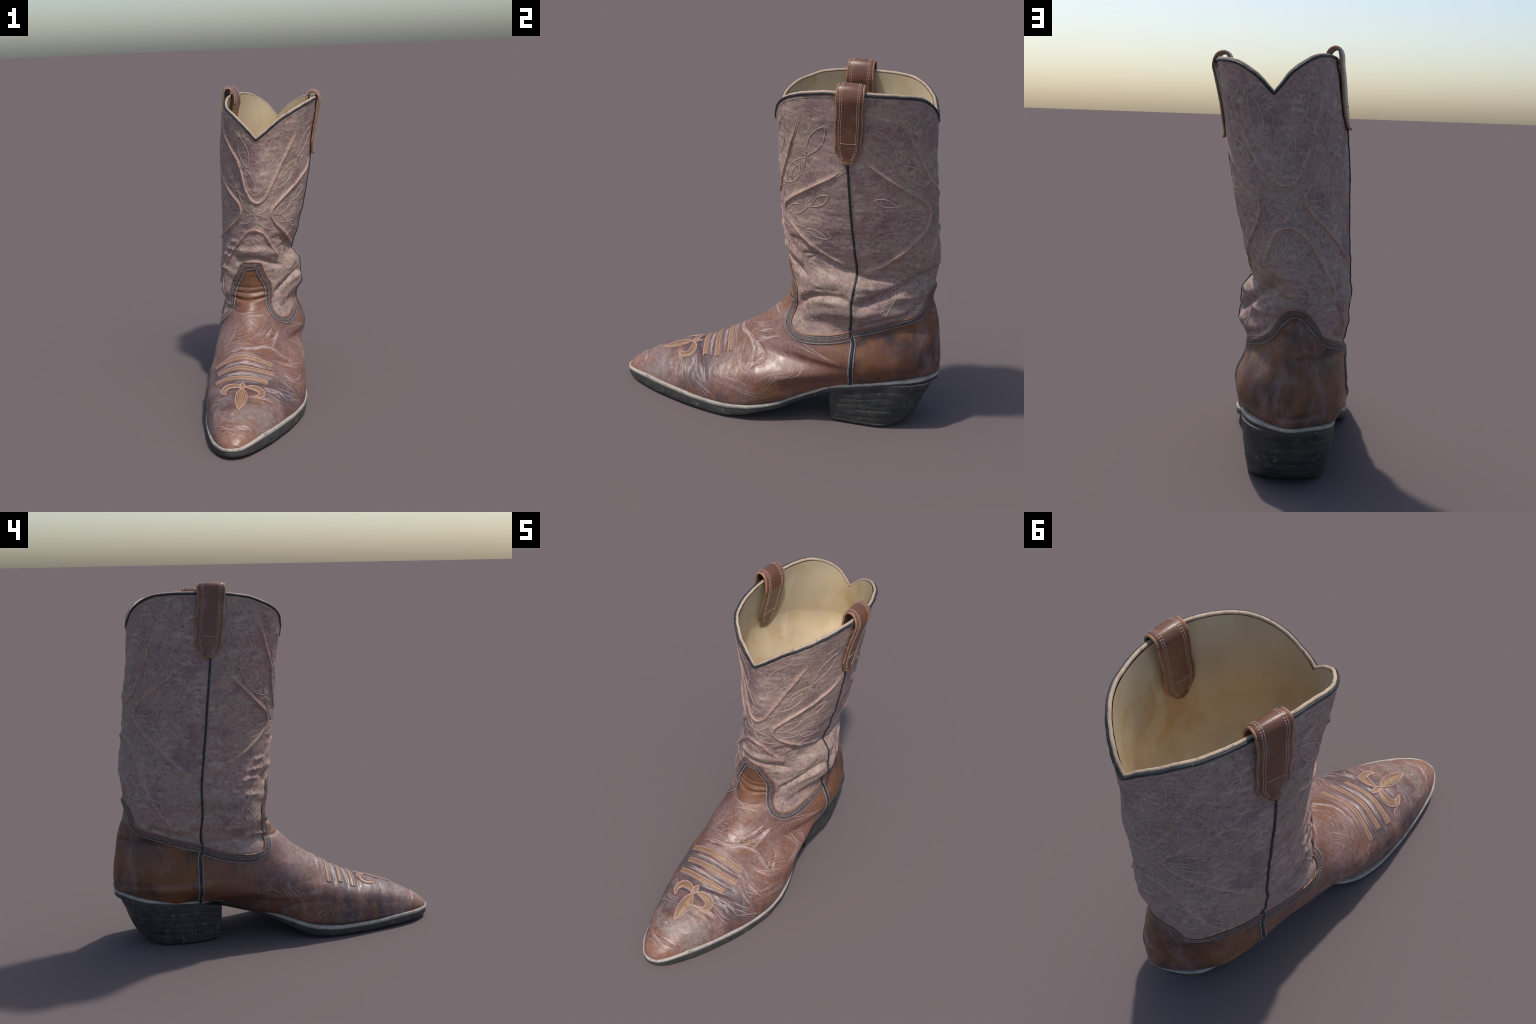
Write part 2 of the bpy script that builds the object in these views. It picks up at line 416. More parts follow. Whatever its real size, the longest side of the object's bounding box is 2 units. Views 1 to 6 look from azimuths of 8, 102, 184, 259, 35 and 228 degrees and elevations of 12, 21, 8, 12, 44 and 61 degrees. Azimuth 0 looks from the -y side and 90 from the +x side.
# ------------------------------------------------------------------ materials
class Mat:
    """small helper that strings shader nodes together"""
    def __init__(self, name, rough=.6, spec=.4):
        self.m = bpy.data.materials.new(name); self.m.use_nodes = True
        self.t = self.m.node_tree; self.b = self.t.nodes['Principled BSDF']
        self.b.inputs['Roughness'].default_value = rough
        self.b.inputs['Specular IOR Level'].default_value = spec
        self.co = self.t.nodes.new('ShaderNodeTexCoord').outputs['Object']
    def n(self, kind, **kw):
        q = self.t.nodes.new(kind)
        for k, v in kw.items(): setattr(q, k, v)
        return q
    def link(self, a, b): self.t.links.new(a, b)
    def map(self, scale=(1, 1, 1), rot=(0, 0, 0), loc=(0, 0, 0), src=None):
        q = self.n('ShaderNodeMapping'); q.inputs['Scale'].default_value = scale
        q.inputs['Rotation'].default_value = rot; q.inputs['Location'].default_value = loc
        self.link(src or self.co, q.inputs['Vector']); return q.outputs['Vector']
    def noise(self, scale, detail=4, rough=.55, vec=None, dist=0.0):
        q = self.n('ShaderNodeTexNoise'); q.inputs['Scale'].default_value = scale
        q.inputs['Detail'].default_value = detail; q.inputs['Roughness'].default_value = rough
        q.inputs['Distortion'].default_value = dist
        self.link(vec or self.co, q.inputs['Vector']); return q.outputs['Fac']
    def voronoi(self, scale, vec=None, feature='F1', rand=1.0):
        q = self.n('ShaderNodeTexVoronoi', feature=feature); q.inputs['Scale'].default_value = scale
        q.inputs['Randomness'].default_value = rand
        self.link(vec or self.co, q.inputs['Vector']); return q.outputs['Distance']
    def ramp(self, fac, a, b, lo=0.0, hi=1.0):
        q = self.n('ShaderNodeMapRange', interpolation_type='SMOOTHSTEP')
        q.inputs['From Min'].default_value = a; q.inputs['From Max'].default_value = b
        q.inputs['To Min'].default_value = lo; q.inputs['To Max'].default_value = hi
        self.link(fac, q.inputs['Value']); return q.outputs['Result']
    def math(self, op, a, b=None):
        q = self.n('ShaderNodeMath', operation=op)
        for i, v in enumerate((a, b)):
            if v is None: continue
            if isinstance(v, (int, float)): q.inputs[i].default_value = v
            else: self.link(v, q.inputs[i])
        return q.outputs[0]
    def mul(self, *a):
        r = a[0]
        for b in a[1:]: r = self.math('MULTIPLY', r, b)
        return r
    def sub1(self, a): return self.math('SUBTRACT', 1.0, a)
    def axis(self, i):
        q = self.n('ShaderNodeSeparateXYZ'); self.link(self.co, q.inputs[0]); return q.outputs[i]
    def mix(self, fac, a, b, mode='MIX'):
        q = self.n('ShaderNodeMix', data_type='RGBA', blend_type=mode)
        if isinstance(fac, (int, float)): q.inputs['Factor'].default_value = fac
        else: self.link(fac, q.inputs['Factor'])
        for s, v in ((6, a), (7, b)):
            if isinstance(v, tuple): q.inputs[s].default_value = (*v, 1)
            else: self.link(v, q.inputs[s])
        return q.outputs[2]
    def ridge(self, scale, vec, width, detail=2, dist=0.0):
        """thin curved lines: where a noise crosses its middle value"""
        f = self.noise(scale, detail, .5, vec, dist)
        return self.ramp(self.math('ABSOLUTE', self.math('SUBTRACT', f, .5)), 0.0, width, 1.0, 0.0)
    def finish(self, col, rough=None, bump=None, strength=.3, dist=.004):
        if isinstance(col, tuple): self.b.inputs['Base Color'].default_value = (*col, 1)
        else: self.link(col, self.b.inputs['Base Color'])
        if rough is not None: self.link(rough, self.b.inputs['Roughness'])
        if bump is not None:
            q = self.n('ShaderNodeBump'); q.inputs['Strength'].default_value = strength; q.inputs['Distance'].default_value = dist
            self.link(bump, q.inputs['Height']); self.link(q.outputs['Normal'], self.b.inputs['Normal'])
        return self.m

def shaft_leather(name='worn_nappa_leather', rub=0.0):
    k = Mat(name, .72, .25)
    big = k.noise(3.2, 4, .6); mid = k.noise(9, 5, .65); fine = k.noise(60, 4, .7)
    streak = k.noise(14, 4, .6, k.map((1, 1, 2.6)))
    col = k.mix(k.ramp(big, .38, .62), (.345, .252, .205), (.365, .245, .220))
    col = k.mix(k.ramp(k.noise(5.5, 4, .6, k.map(loc=(3, 1, 2))), .50, .68, 0, .75), col, (.255, .158, .165))     # mauve patches
    col = k.mix(k.ramp(streak, .50, .70, 0, .8), col, (.470, .365, .290))                                       # rubbed beige
    col = k.mix(k.ramp(k.noise(4.2, 3, .5, k.map(loc=(7, 2, 5))), .55, .75, 0, .55), col, (.315, .250, .195))
    if rub: col = k.mix(rub, col, (.50, .315, .245))
    # cracked finish: dark pores in clusters
    pore = k.ramp(k.voronoi(95, k.map((1, 1, 1.35))), .10, .36, 1, 0)
    zone = k.ramp(k.noise(5, 4, .65, k.map(loc=(1, 9, 4))), .44, .60)
    col = k.mix(k.mul(pore, zone, .85), col, (.070, .044, .046))
    mott = k.noise(24, 5, .72, k.map((1, 1, 1.4), loc=(2, 6, 3)))
    col = k.mix(k.mul(k.ramp(mott, .50, .66), .48), col, (.165, .110, .102))
    col = k.mix(k.mul(k.ramp(fine, .48, .66), k.ramp(mid, .36, .56), .62), col, (.125, .080, .076))
    # red-brown flecks where the dye is gone
    col = k.mix(k.mul(k.ramp(k.noise(38, 3, .7), .60, .72), k.ramp(k.noise(4, 3, .5, k.map(loc=(5, 5, 1))), .48 - rub * .2, .64 - rub * .2), .85), col, (.38, .15, .08))
    col = k.mix(1.0, col, (.97, .955, .96), 'MULTIPLY')
    bump = k.math('ADD', k.math('MULTIPLY', fine, .5), k.math('MULTIPLY', pore, -.8))
    return k.finish(col, k.ramp(mid, .3, .7, .62, .82), bump, .30, .003)

def foot_leather(name, heel=False):
    k = Mat(name, .42, .5)
    x = k.axis(0); y = k.axis(1); z = k.axis(2)
    big = k.noise(3.4, 4, .6, k.map(loc=(2, 0, 3))); mid = k.noise(10, 5, .65)
    fine = k.noise(70, 4, .7)
    if heel:
        col = k.mix(k.ramp(big, .40, .60), (.200, .075, .026), (.135, .050, .026))
        grain = k.noise(16, 5, .65, k.map((4.5, 4.5, .8), (.25, 0, 0)))
        col = k.mix(k.ramp(grain, .50, .70, 0, .70), col, (.070, .032, .020))
        dark = k.ramp(k.noise(6, 5, .65, k.map(loc=(8, 1, 1))), .45, .62)
        col = k.mix(k.mul(dark, .85), col, (.050, .032, .030))
        film = k.mul(k.ramp(k.noise(7, 5, .65, k.map((1, 1, .6), loc=(4, 4, 4))), .44, .60), k.ramp(y, .72, .86, .22, 1))
        col = k.mix(k.mul(film, .70), col, (.235, .140, .125))
        col = k.mix(k.mul(k.ramp(fine, .52, .70), .45), col, (.075, .040, .030))
        hair = k.ramp(k.noise(7, 3, .6, k.map((9, 9, 1.0), (.1, .15, 0))), .66, .74)
        col = k.mix(k.mul(hair, k.ramp(mid, .46, .60), .6), col, (.36, .25, .22))
    else:
        col = k.mix(k.ramp(big, .38, .62), (.210, .085, .048), (.165, .072, .050))
        col = k.mix(k.ramp(k.noise(5.5, 4, .6, k.map(loc=(6, 3, 1))), .50, .66, 0, .75), col, (.225, .088, .032))    # clear tan
        clean = k.ramp(z, .60, .70); col = k.mix(k.mul(clean, .8), col, (.200, .082, .032))                         # tongue, kept from dust
        front = k.mul(k.ramp(y, .02, .30, 1, .22), k.ramp(z, .56, .66, 1, .15))
        film = k.ramp(k.noise(6, 5, .65, k.map((1, 1.6, 1))), .42, .62)
        col = k.mix(k.mul(film, front, .50), col, (.255, .165, .145))                                              # dusty mauve film
        # dark dirt between the bars and over the toe crease
        slant = k.math('SUBTRACT', y, k.mul(x, .28))
        band = k.mul(k.ramp(slant, -.60, -.50), k.ramp(slant, -.42, -.36, 1, 0))
        bars = k.mul(k.ramp(y, -.46, -.42), k.ramp(y, -.30, -.27, 1, 0), k.ramp(x, .08, .12, 1, 0))
        dn = k.ramp(k.noise(7, 5, .65, k.map((.8, 1.6, 1), loc=(1, 7, 2))), .36, .58)
        dirt = k.mul(k.math('MAXIMUM', band, bars), dn)
        spot = k.mul(k.ramp(k.noise(5, 4, .6, k.map((.7, 2.0, 1), loc=(4, 2, 2))), .54, .66), k.ramp(y, -.30, -.20, 1, .25))
        col = k.mix(k.math('MAXIMUM', k.mul(dirt, .85), k.mul(spot, .75)), col, (.070, .050, .054))
        toe = k.mul(k.ramp(y, -.84, -.76), k.ramp(y, -.66, -.58, 1, 0), k.ramp(k.noise(8, 5, .65, k.map(loc=(3, 8, 2))), .40, .60))
        col = k.mix(k.mul(toe, .65), col, (.235, .180, .150))
        tip = k.ramp(y, -.88, -.80, 1, 0); col = k.mix(k.mul(tip, .55), col, (.30, .140, .085))
        col = k.mix(k.mul(k.ramp(fine, .48, .66), .55), col, (.080, .044, .038))
        mott = k.noise(26, 5, .7, k.map(loc=(5, 5, 5)))
        col = k.mix(k.mul(k.ramp(mott, .52, .66), .45), col, (.090, .055, .050))
        col = k.mix(k.mul(k.ramp(mott, .34, .46, 1, 0), front, .25), col, (.34, .235, .205))
        # hairline cracks of the finish in a few crossing directions
        hairs = None
        for i, (rz, sc, lo) in enumerate(((.12, (1.1, 15, 8), .640), (.75, (1.6, 15, 9), .655), (-.60, (1.6, 15, 9), .655), (1.35, (1.8, 17, 9), .665))):
            hk = k.ramp(k.noise(4.5, 3, .55, k.map(sc, (0, 0, rz), (i * 3.1, i, 2)), .35), lo, lo + .07)
            hk = k.mul(hk, k.ramp(k.noise(6, 3, .6, k.map(loc=(i, 5, 9))), .44, .60))
            hairs = hk if hairs is None else k.math('MAXIMUM', hairs, hk)
        col = k.mix(k.mul(hairs, front, .70), col, (.42, .305, .285))
    col = k.mix(1.0, col, (.90, .93, .98), 'MULTIPLY')
    bump = k.math('ADD', k.math('MULTIPLY', k.noise(90, 3, .6), .5), k.math('MULTIPLY', mid, .6))
    return k.finish(col, k.ramp(mid, .3, .7, .34, .56), bump, .22, .003)

def plain(name, c1, c2, scale=12, rough=.6, spec=.4, c3=None, bump=.2, sq=(1, 1, 1)):
    k = Mat(name, rough, spec)
    col = k.mix(k.ramp(k.noise(scale, 5, .65, k.map(sq)), .38, .64), c1, c2)
    if c3: col = k.mix(k.ramp(k.noise(scale * 2.3, 4, .7, k.map(sq, loc=(4, 4, 4))), .56, .70, 0, .85), col, c3)
    return k.finish(col, None, k.noise(scale * 8, 3, .6), bump, .003)

def lining_leather():
    k = Mat('cream_lining', .62, .3)
    col = k.mix(k.ramp(k.noise(3, 3, .5), .35, .65), (.54, .43, .275), (.46, .375, .255))
    col = k.mix(k.ramp(k.noise(4.5, 5, .6, k.map(loc=(3, 3, 3))), .52, .72, 0, .6), col, (.40, .24, .09))
    col = k.mix(k.ramp(k.noise(9, 4, .6, k.map((1, 1, .35))), .54, .70, 0, .35), col, (.62, .54, .40))
    return k.finish(col, None, k.noise(30, 3), .12, .003)

def strap_leather():
    k = Mat('strap_leather', .38, .5)
    col = k.mix(k.ramp(k.noise(7, 4, .6), .38, .62), (.150, .062, .034), (.115, .048, .028))
    col = k.mix(k.ramp(k.noise(12, 4, .6, k.map(loc=(2, 5, 1))), .52, .68, 0, .7), col, (.190, .095, .070))
    col = k.mix(k.ramp(k.noise(46, 4, .7), .56, .68, 0, .55), col, (.055, .028, .02))
    return k.finish(col, None, k.noise(80, 3), .2, .002)

def sole_leather(name, tint):
    k = Mat(name, .55, .4)
    col = k.mix(k.ramp(k.noise(9, 5, .65), .38, .62), (.030, .032, .034), (.055, .054, .048))
    col = k.mix(k.ramp(k.noise(16, 5, .7, k.map((1, 1, 2.5), loc=(5, 1, 8))), .54, .70, 0, .8), col, tint)
    col = k.mix(k.mul(k.ramp(k.noise(40, 4, .7, k.map((1, 1, .6))), .58, .68), k.ramp(k.noise(6, 3), .46, .6)), col, (.20, .19, .155))
    return k.finish(col, k.ramp(k.noise(20, 4), .3, .7, .42, .7), k.noise(60, 4, .7), .35, .004)

M_shaft = shaft_leather()
M_vamp = foot_leather('vamp_leather'); M_counter = foot_leather('counter_leather', heel=True)
M_line = lining_leather(); M_strap = strap_leather()
M_cord = shaft_leather('rubbed_rib_leather', .65)
M_thread = plain('faded_thread', (.50, .365, .30), (.42, .31, .27), 9, .8, .2, (.32, .225, .195), 0)
M_black = plain('black_piping', (.016, .018, .022), (.030, .033, .038), 20, .5, .35, (.12, .11, .10))
M_edge = plain('raw_edge', (.46, .345, .25), (.38, .29, .21), 22, .75, .2, (.13, .10, .085))
M_grey = plain('worn_grey_edge', (.26, .235, .235), (.20, .165, .160), 20, .6, .3, (.40, .36, .34))
M_band = plain('dark_band', (.085, .048, .040), (.060, .042, .042), 16, .5, .4, (.16, .095, .075))
M_stitch = plain('grey_stitch', (.30, .27, .26), (.19, .165, .16), 30, .8, .2, None, 0)
M_rolled = plain('rolled_edge', (.26, .115, .065), (.20, .095, .062), 14, .5, .4, (.36, .21, .16))
M_bar = plain('tan_bar', (.245, .135, .066), (.215, .115, .055), 18, .42, .5, (.34, .22, .15))
M_pink = plain('pink_stitch', (.44, .275, .215), (.36, .22, .175), 60, .7, .3, (.22, .13, .11), 0)
M_scuff = plain('scuff', (.33, .235, .215), (.40, .30, .275), 14, .55, .35, (.22, .14, .12), 0)
M_welt = plain('welt_leather', (.42, .375, .32), (.30, .275, .245), 18, .65, .3, (.13, .12, .11), .3)
M_sole = sole_leather('sole_edge', (.095, .088, .065)); M_heel = sole_leather('heel_stack', (.085, .095, .110))
M_seam = plain('lift_seam', (.13, .12, .09), (.05, .048, .044), 12, .7, .3)
M_sedge = plain('strap_edge', (.32, .165, .085), (.25, .12, .07), 16, .55, .4, (.40, .24, .16))

# ------------------------------------------------------------------ the boot
boot = bpy.data.objects.new('cowboy_boot', None)
boot['label'] = 'worn brown leather cowboy boot with pull straps and stitching'
boot['category'] = 'cowboy boot'
link(boot)

SEAM = .2475                                  # theta of the side seams
# rim heights, by the share of each half walked from front to back
RIM_R = ([0, .07, .14, .24, .32, .45, .6, .7, .8, .85, .89, .93, .955, .98, 1], [1.686, 1.745, 1.805, 1.858, 1.885, 1.908, 1.912, 1.908, 1.898, 1.884, 1.862, 1.834, 1.81, 1.78, 1.758])
RIM_L = ([0, .06, .12, .18, .25, .32, .5, .65, .76, .82, .88, .93, .97, 1], [1.686, 1.762, 1.82, 1.858, 1.89, 1.918, 1.94, 1.942, 1.935, 1.92, 1.89, 1.853, 1.80, 1.758])
def rim_h(th):
    th = np.asarray(th) % 1.0
    z = np.where(th <= .5, pchip(*RIM_R, th * 2), pchip(*RIM_L, (1 - th) * 2))
    return 2 - z
# top edge of vamp and counter, (theta, z) on either half
TOP_R = ([0, .020, .030, .040, .052, .066, .073, .078, .086, .100, .118, .145, .19, .225, .255, .30, .352, .40, .43, .447, .465, .48, .495, .5], [.912, .906, .885, .845, .800, .757, .70, .635, .585, .548, .526, .517, .535, .56, .592, .622, .655, .675, .695, .718, .765, .80, .825, .828])
TOP_L = ([0, .030, .038, .043, .052, .062, .067, .072, .080, .094, .112, .140, .2, .25, .30, .36, .40, .425, .44, .456, .471, .488, .5], [.912, .905, .885, .840, .800, .765, .70, .635, .59, .556, .527, .517, .545, .592, .62, .658, .68, .703, .735, .78, .815, .828, .828])
def top_z(th):
    th = np.asarray(th) % 1.0
    return np.where(th <= .5, pchip(*TOP_R, np.minimum(th, .5)), pchip(*TOP_L, np.minimum(1 - th, .5)))

# columns, denser round the tongue and the heel point, with the seams on columns
def columns(a, b, n):
    u = np.linspace(a, b, 4001)
    dens = 1 + 1.8 * np.exp(-((u + .07) / .035) ** 2) + 1.8 * np.exp(-((u - .075) / .035) ** 2) + .8 * np.exp(-((u - .5) / .07) ** 2)
    s = np.r_[0, np.cumsum((dens[1:] + dens[:-1]) / 2)]
    return np.interp(np.linspace(0, s[-1], n), s, u)
TH_F = columns(-1 + .7525, SEAM, 430)
TH_B = columns(SEAM, .7525, 350)

# the side seam runs straight down the foot to the sole: its theta at every h
SEAM_Y = .458
h_s0 = float(h_at_z([SEAM], [.60])[0])
_hs = np.linspace(h_s0, H[17], 60)
_ts = np.linspace(0, .5, 600)
def seam_track(left):
    out = []
    for h in _hs:
        y = base(np.full(600, h), (1 - _ts) if left else _ts)[:, 1]
        k = np.nonzero(y >= SEAM_Y)[0]
        out.append(_ts[k[0]] if len(k) else .5)
    out = np.maximum(np.array(out), SEAM); out[-1] = .5
    w = smooth01(0, .08, _hs - h_s0)
    return SEAM + (out - SEAM) * w
_tr, _tl = seam_track(False), seam_track(True)
def seam_th(h, left):
    return np.interp(h, _hs, _tl if left else _tr)

def panel(name, th, h0, h1, nr, mat, lip=0.0, ease=1.0, seam=None):
    """patch of the last between two border curves h0(th), h1; seam pulls its sides to the side seam"""
    s = np.linspace(0, 1, nr) ** ease
    hh = h0[None] * (1 - s[:, None]) + h1[None] * s[:, None]
    tt = th[None] + 0 * hh
    if seam == 'front':
        q = np.abs(th) / SEAM
        sh = np.where(th[None] < 0, seam_th(hh, True), seam_th(hh, False)) - SEAM
        tt = tt + np.sign(th)[None] * q[None] ** 3 * sh * smooth01(0, .04, hh - h0[None])
    if seam == 'back':
        q = np.abs(th - .5) / (.5 - SEAM)
        lim = np.where(th[None] > .5, seam_th(hh, True), seam_th(hh, False))
        tt = .5 + np.sign(th - .5)[None] * q[None] * (.5 - lim)
    o = np.zeros_like(hh)
    if lip: o = o + lip * (1 - smooth01(.02, .07, hh - h0[None]))
    P = surf(hh, tt, o)
    if lip:
        hr = h0[None] + np.array([[.004], [-.0005], [-.001]]); orow = np.array([[-.006], [-.001], [lip * .6]]) + 0 * hr
        P = np.concatenate([surf(hr, th[None] + 0 * hr, orow), P]); nr += 3
    return mesh_obj(name, P.reshape(-1, 3), grid_faces(nr, len(th)), boot, mat)

shaft = None
for th in (TH_F, TH_B):
    o = panel('shaft_panel', th, rim_h(th), h_at_z(th, top_z(th)) + .012, 300, M_shaft)
    if shaft is None: shaft = o
panel('vamp', TH_F, h_at_z(TH_F, top_z(TH_F)), np.full(len(TH_F), H[-1]), 330, M_vamp, lip=.005, seam='front')
panel('heel_counter', TH_B, h_at_z(TH_B, top_z(TH_B)), np.full(len(TH_B), H[17]), 200, M_counter, lip=.005, seam='back')
# close the tip of the toe
tip = np.arange(400) / 400
Pt = surf(np.full(400, H[-1]), tip)
mesh_obj('toe_tip', Pt, [tuple(range(400))], bpy.data.objects['vamp'], M_vamp)

# rolled edge along the top of vamp and counter
def ring_curve(n, zfun):
    th = np.r_[columns(-1 + .7525, SEAM, n), columns(SEAM, .7525, n)[1:-1]]
    return np.column_stack([h_at_z(th, zfun(th)), th])
TL = ring_curve(700, top_z)
C = surf(TL[:, 0], TL[:, 1], .0045); Nn = base_normal(TL[:, 0], TL[:, 1])
V, F = tube(C, .0042, 8, closed=True, N=Nn)
mesh_obj('rolled_edge', V, F, boot, M_rolled)

# ---- stitching helpers
def lift(c, off): return surf(c[:, 0], c[:, 1], off)
def line_tube(c, r, off=.0008, seg=6, flat=.8):
    C = lift(c, off)
    return tube(C, r, seg, N=base_normal(c[:, 0], c[:, 1]), flat=flat)
def dashes(C, N, length, gap, r):
    """row of single stitches along the 3D polyline C with normals N"""
    s = np.r_[0, np.cumsum(np.linalg.norm(np.diff(C, axis=0), axis=1))]
    out = []; a = gap / 2
    while a + length < s[-1]:
        q = a + np.array([0, .25, .5, .75, 1]) * length
        P = np.stack([np.interp(q, s, C[:, i]) for i in range(3)], 1)
        M = np.stack([np.interp(q, s, N[:, i]) for i in range(3)], 1)
        out.append(tube(P, r * np.array([.45, .95, 1, .95, .45]), 6, N=M, flat=.8))
        a += length + gap
    return out
def stuff(name, parts, mat, parent=boot):
    V, F = merge(parts); o = mesh_obj(name, V, F, parent, mat); o['kind'] = 'stuff'; return o

# ---- stitched band below the top edge, front part and heel part
def below(c, d):
    a = side_step(c, d)
    zc = base(a[:, 0], a[:, 1])[:, 2].mean() - base(c[:, 0], c[:, 1])[:, 2].mean()
    return a if zc < 0 else side_step(c, -d)
def smooth_curve(c, k=9, it=2):
    for _ in range(it):
        p = np.vstack([c[:1].repeat(k, 0), c, c[-1:].repeat(k, 0)])
        c = np.stack([np.convolve(p[:, i], np.ones(2 * k + 1) / (2 * k + 1), 'valid') for i in range(2)], 1)
    return c
def tl_part(th):
    P = surf(h_at_z(th, top_z(th)), th)
    s = np.r_[0, np.cumsum(np.linalg.norm(np.diff(P, axis=0), axis=1))]
    t2 = np.interp(np.linspace(0, s[-1], 420), s, th)
    return smooth_curve(np.column_stack([h_at_z(t2, top_z(t2)), t2]), 3, 1)
stitches, borders = [], []
for th, wid, rows in ((TH_F, .046, (.010, .0195, .027, .043)), (TH_B, .034, (.0095, .018, .031))):
    c0 = tl_part(th)
    ds = np.linspace(.003, wid, 9)
    rowsP = []
    prev = c0
    for i, d in enumerate(ds):
        c = smooth_curve(below(c0, d), 4 + i, 1)
        w = smooth01(0, .15, (d - ds[0]) / (wid - ds[0])) * smooth01(0, .15, (ds[-1] - d) / (wid - ds[0]))
        rowsP.append(lift(c, .0055 + .0016 * w - .001 * (i == 8)))
    V = np.concatenate(rowsP)
    mesh_obj('stitched_band', V, grid_faces(9, len(c0)), bpy.data.objects['vamp' if th is TH_F else 'heel_counter'], M_band)
    for d in rows:
        c = smooth_curve(below(c0, d), 4 + int(d * 180), 1)
        stitches += dashes(lift(c, .0072), base_normal(c[:, 0], c[:, 1]), .0085, .0055, .0023)
    c = smooth_curve(below(c0, wid), 12, 1)
    borders.append(line_tube(c, .0028, .0050))
stuff('topline_stitching', stitches, M_stitch)
stuff('band_border', borders, M_grey)

# ---- side seams: black piping with worn edges low down
strap_tip = {'R': 1.545, 'L': 1.595}
for side, t0, sg in (('R', SEAM, 1), ('L', .7525, 1)):
    zz = np.linspace(strap_tip[side] + .02, .60, 150)
    th = t0 + .0015 * np.sin(zz * 9) * sg
    c = np.column_stack([h_at_z(th, zz), th])
    V, F = tube(lift(c, .0012), .0062, 8, N=base_normal(c[:, 0], c[:, 1]), flat=.75)
    mesh_obj('side_piping', V, F, boot, M_black)
    # over the foot the strip runs down to the sole
    hs = h_at_z([t0], [.605])[0]
    hh = np.linspace(hs, H[16] + .02, 110)
    th = seam_th(hh, side == 'L'); th = th if side == 'R' else 1 - th
    c = np.column_stack([hh, th])
    V, F = tube(lift(c, .004), .0085, 8, N=base_normal(c[:, 0], c[:, 1]), flat=.55)
    mesh_obj('side_piping', V, F, boot, M_black)
    for d in (-.0115, .0115):
        cc = side_step(c, d)
        V, F = tube(lift(cc, .003), .0042, 7, N=base_normal(cc[:, 0], cc[:, 1]), flat=.6)
        mesh_obj('seam_edge', V, F, boot, M_grey)

# ---- corded ribs on the shaft
for name, c in CORD_HT.items():
    s = np.linspace(0, 1, len(c))
    r = .0072 * np.minimum(smooth01(-.01, .12, s), smooth01(-.01, .12, 1 - s)) + .0006
    V, F = tube(lift(c, -.0014), r, 12, N=base_normal(c[:, 0], c[:, 1]), flat=.78)
    mesh_obj('corded_rib', V, F, shaft, M_cord)

# ---- fine leaf stitching on the shaft: (theta, z) tip to tip
LEAVES = [
    ((-.012, 1.339), (-.035, 1.508)), ((-.012, 1.339), (.018, 1.477)), ((-.030, 1.516), (-.055, 1.73)), ((.023, 1.516), (.077, 1.735)),
    ((-.012, 1.221), (-.068, 1.358)), ((-.012, 1.221), (.046, 1.358)), ((-.078, 1.382), (-.172, 1.548)), ((.059, 1.378), (.141, 1.552)),
    ((-.012, 1.221), (-.056, 1.155)), ((-.012, 1.221), (.052, 1.116)), ((-.012, 1.074), (-.038, .982)), ((-.012, 1.074), (.021, .982)),
    ((.052, 1.217), (.126, 1.272)), ((.052, 1.209), (.108, 1.150)), ((-.068, 1.225), (-.135, 1.275)), ((-.068, 1.22), (-.125, 1.16)),
    ((.514, 1.414), (.487, 1.556)), ((.514, 1.417), (.543, 1.571)), ((.474, 1.583), (.444, 1.759)), ((.539, 1.615), (.572, 1.83)),
    ((.512, 1.296), (.451, 1.414)), ((.512, 1.296), (.577, 1.425)), ((.512, 1.296), (.456, 1.174)), ((.512, 1.296), (.578, 1.174)),
    ((.448, 1.437), (.385, 1.556)), ((.589, 1.473), (.641, 1.626)), ((.443, 1.159), (.376, 1.039)), ((.509, 1.147), (.486, 1.051)),
    ((.509, 1.147), (.533, 1.051)), ((.565, 1.167), (.605, 1.055)), ((.445, 1.272), (.370, 1.307)), ((.440, 1.272), (.383, 1.205)),
    ((.566, 1.299), (.632, 1.342)), ((.566, 1.295), (.624, 1.248)), ((.643, 1.374), (.69, 1.429)), ((.638, 1.232), (.684, 1.182)),
    ((.206, 1.735), (.141, 1.56)), ((.117, 1.50), (.080, 1.39)), ((.194, 1.366), (.137, 1.28)), ((.122, 1.147), (.176, 1.109)),
    ((.306, 1.743), (.366, 1.568)), ((.382, 1.552), (.443, 1.441)), ((.310, 1.37), (.361, 1.335)), ((.375, 1.178), (.309, 1.139)),
    ((.689, 1.794), (.641, 1.626)), ((-.203, 1.774), (-.137, 1.591)), ((-.198, 1.398), (-.15, 1.307)), ((-.125, 1.56), (-.095, 1.43)),
    ((.08, .86), (.105, .75)), ((.115, .735), (.145, .60)), ((.36, .86), (.335, .70)), ((.63, .86), (.66, .70)), ((-.125, .78), (-.105, .66)),
]
threads = []
for a, b in LEAVES:
    L = shaft_curve([a, ((a[0] + b[0]) / 2, (a[1] + b[1]) / 2), b], 36)
    P = base(L[:, 0], L[:, 1]); ln = np.linalg.norm(np.diff(P, axis=0), axis=1).sum()
    t = np.linspace(0, 1, 36)
    bow = ln * .165 * np.sin(np.pi * t ** .9)
    for sg in (1, -1):
        threads.append(line_tube(side_step(L, sg * bow), .0021, .0010, 5, .7))
    # little hooks that tie one leaf to the next
    e = shaft_curve([b, (b[0] + .012 * np.sign(b[0] - a[0] + 1e-6), b[1] + .018), (b[0] + .004, b[1] + .04)], 14)
    threads.append(line_tube(e, .0017, .0005, 5, .7))
stuff('leaf_stitching', threads, M_thread, shaft)
# rows of stitches beside every rib
rows = []
for name, c in CORD_HT.items():
    for d in (-.0115, .0115):
        cc = side_step(c, d)
        rows.append(line_tube(cc, .0015, .0003, 5, .6))
stuff('rib_stitching', rows, M_thread, shaft)

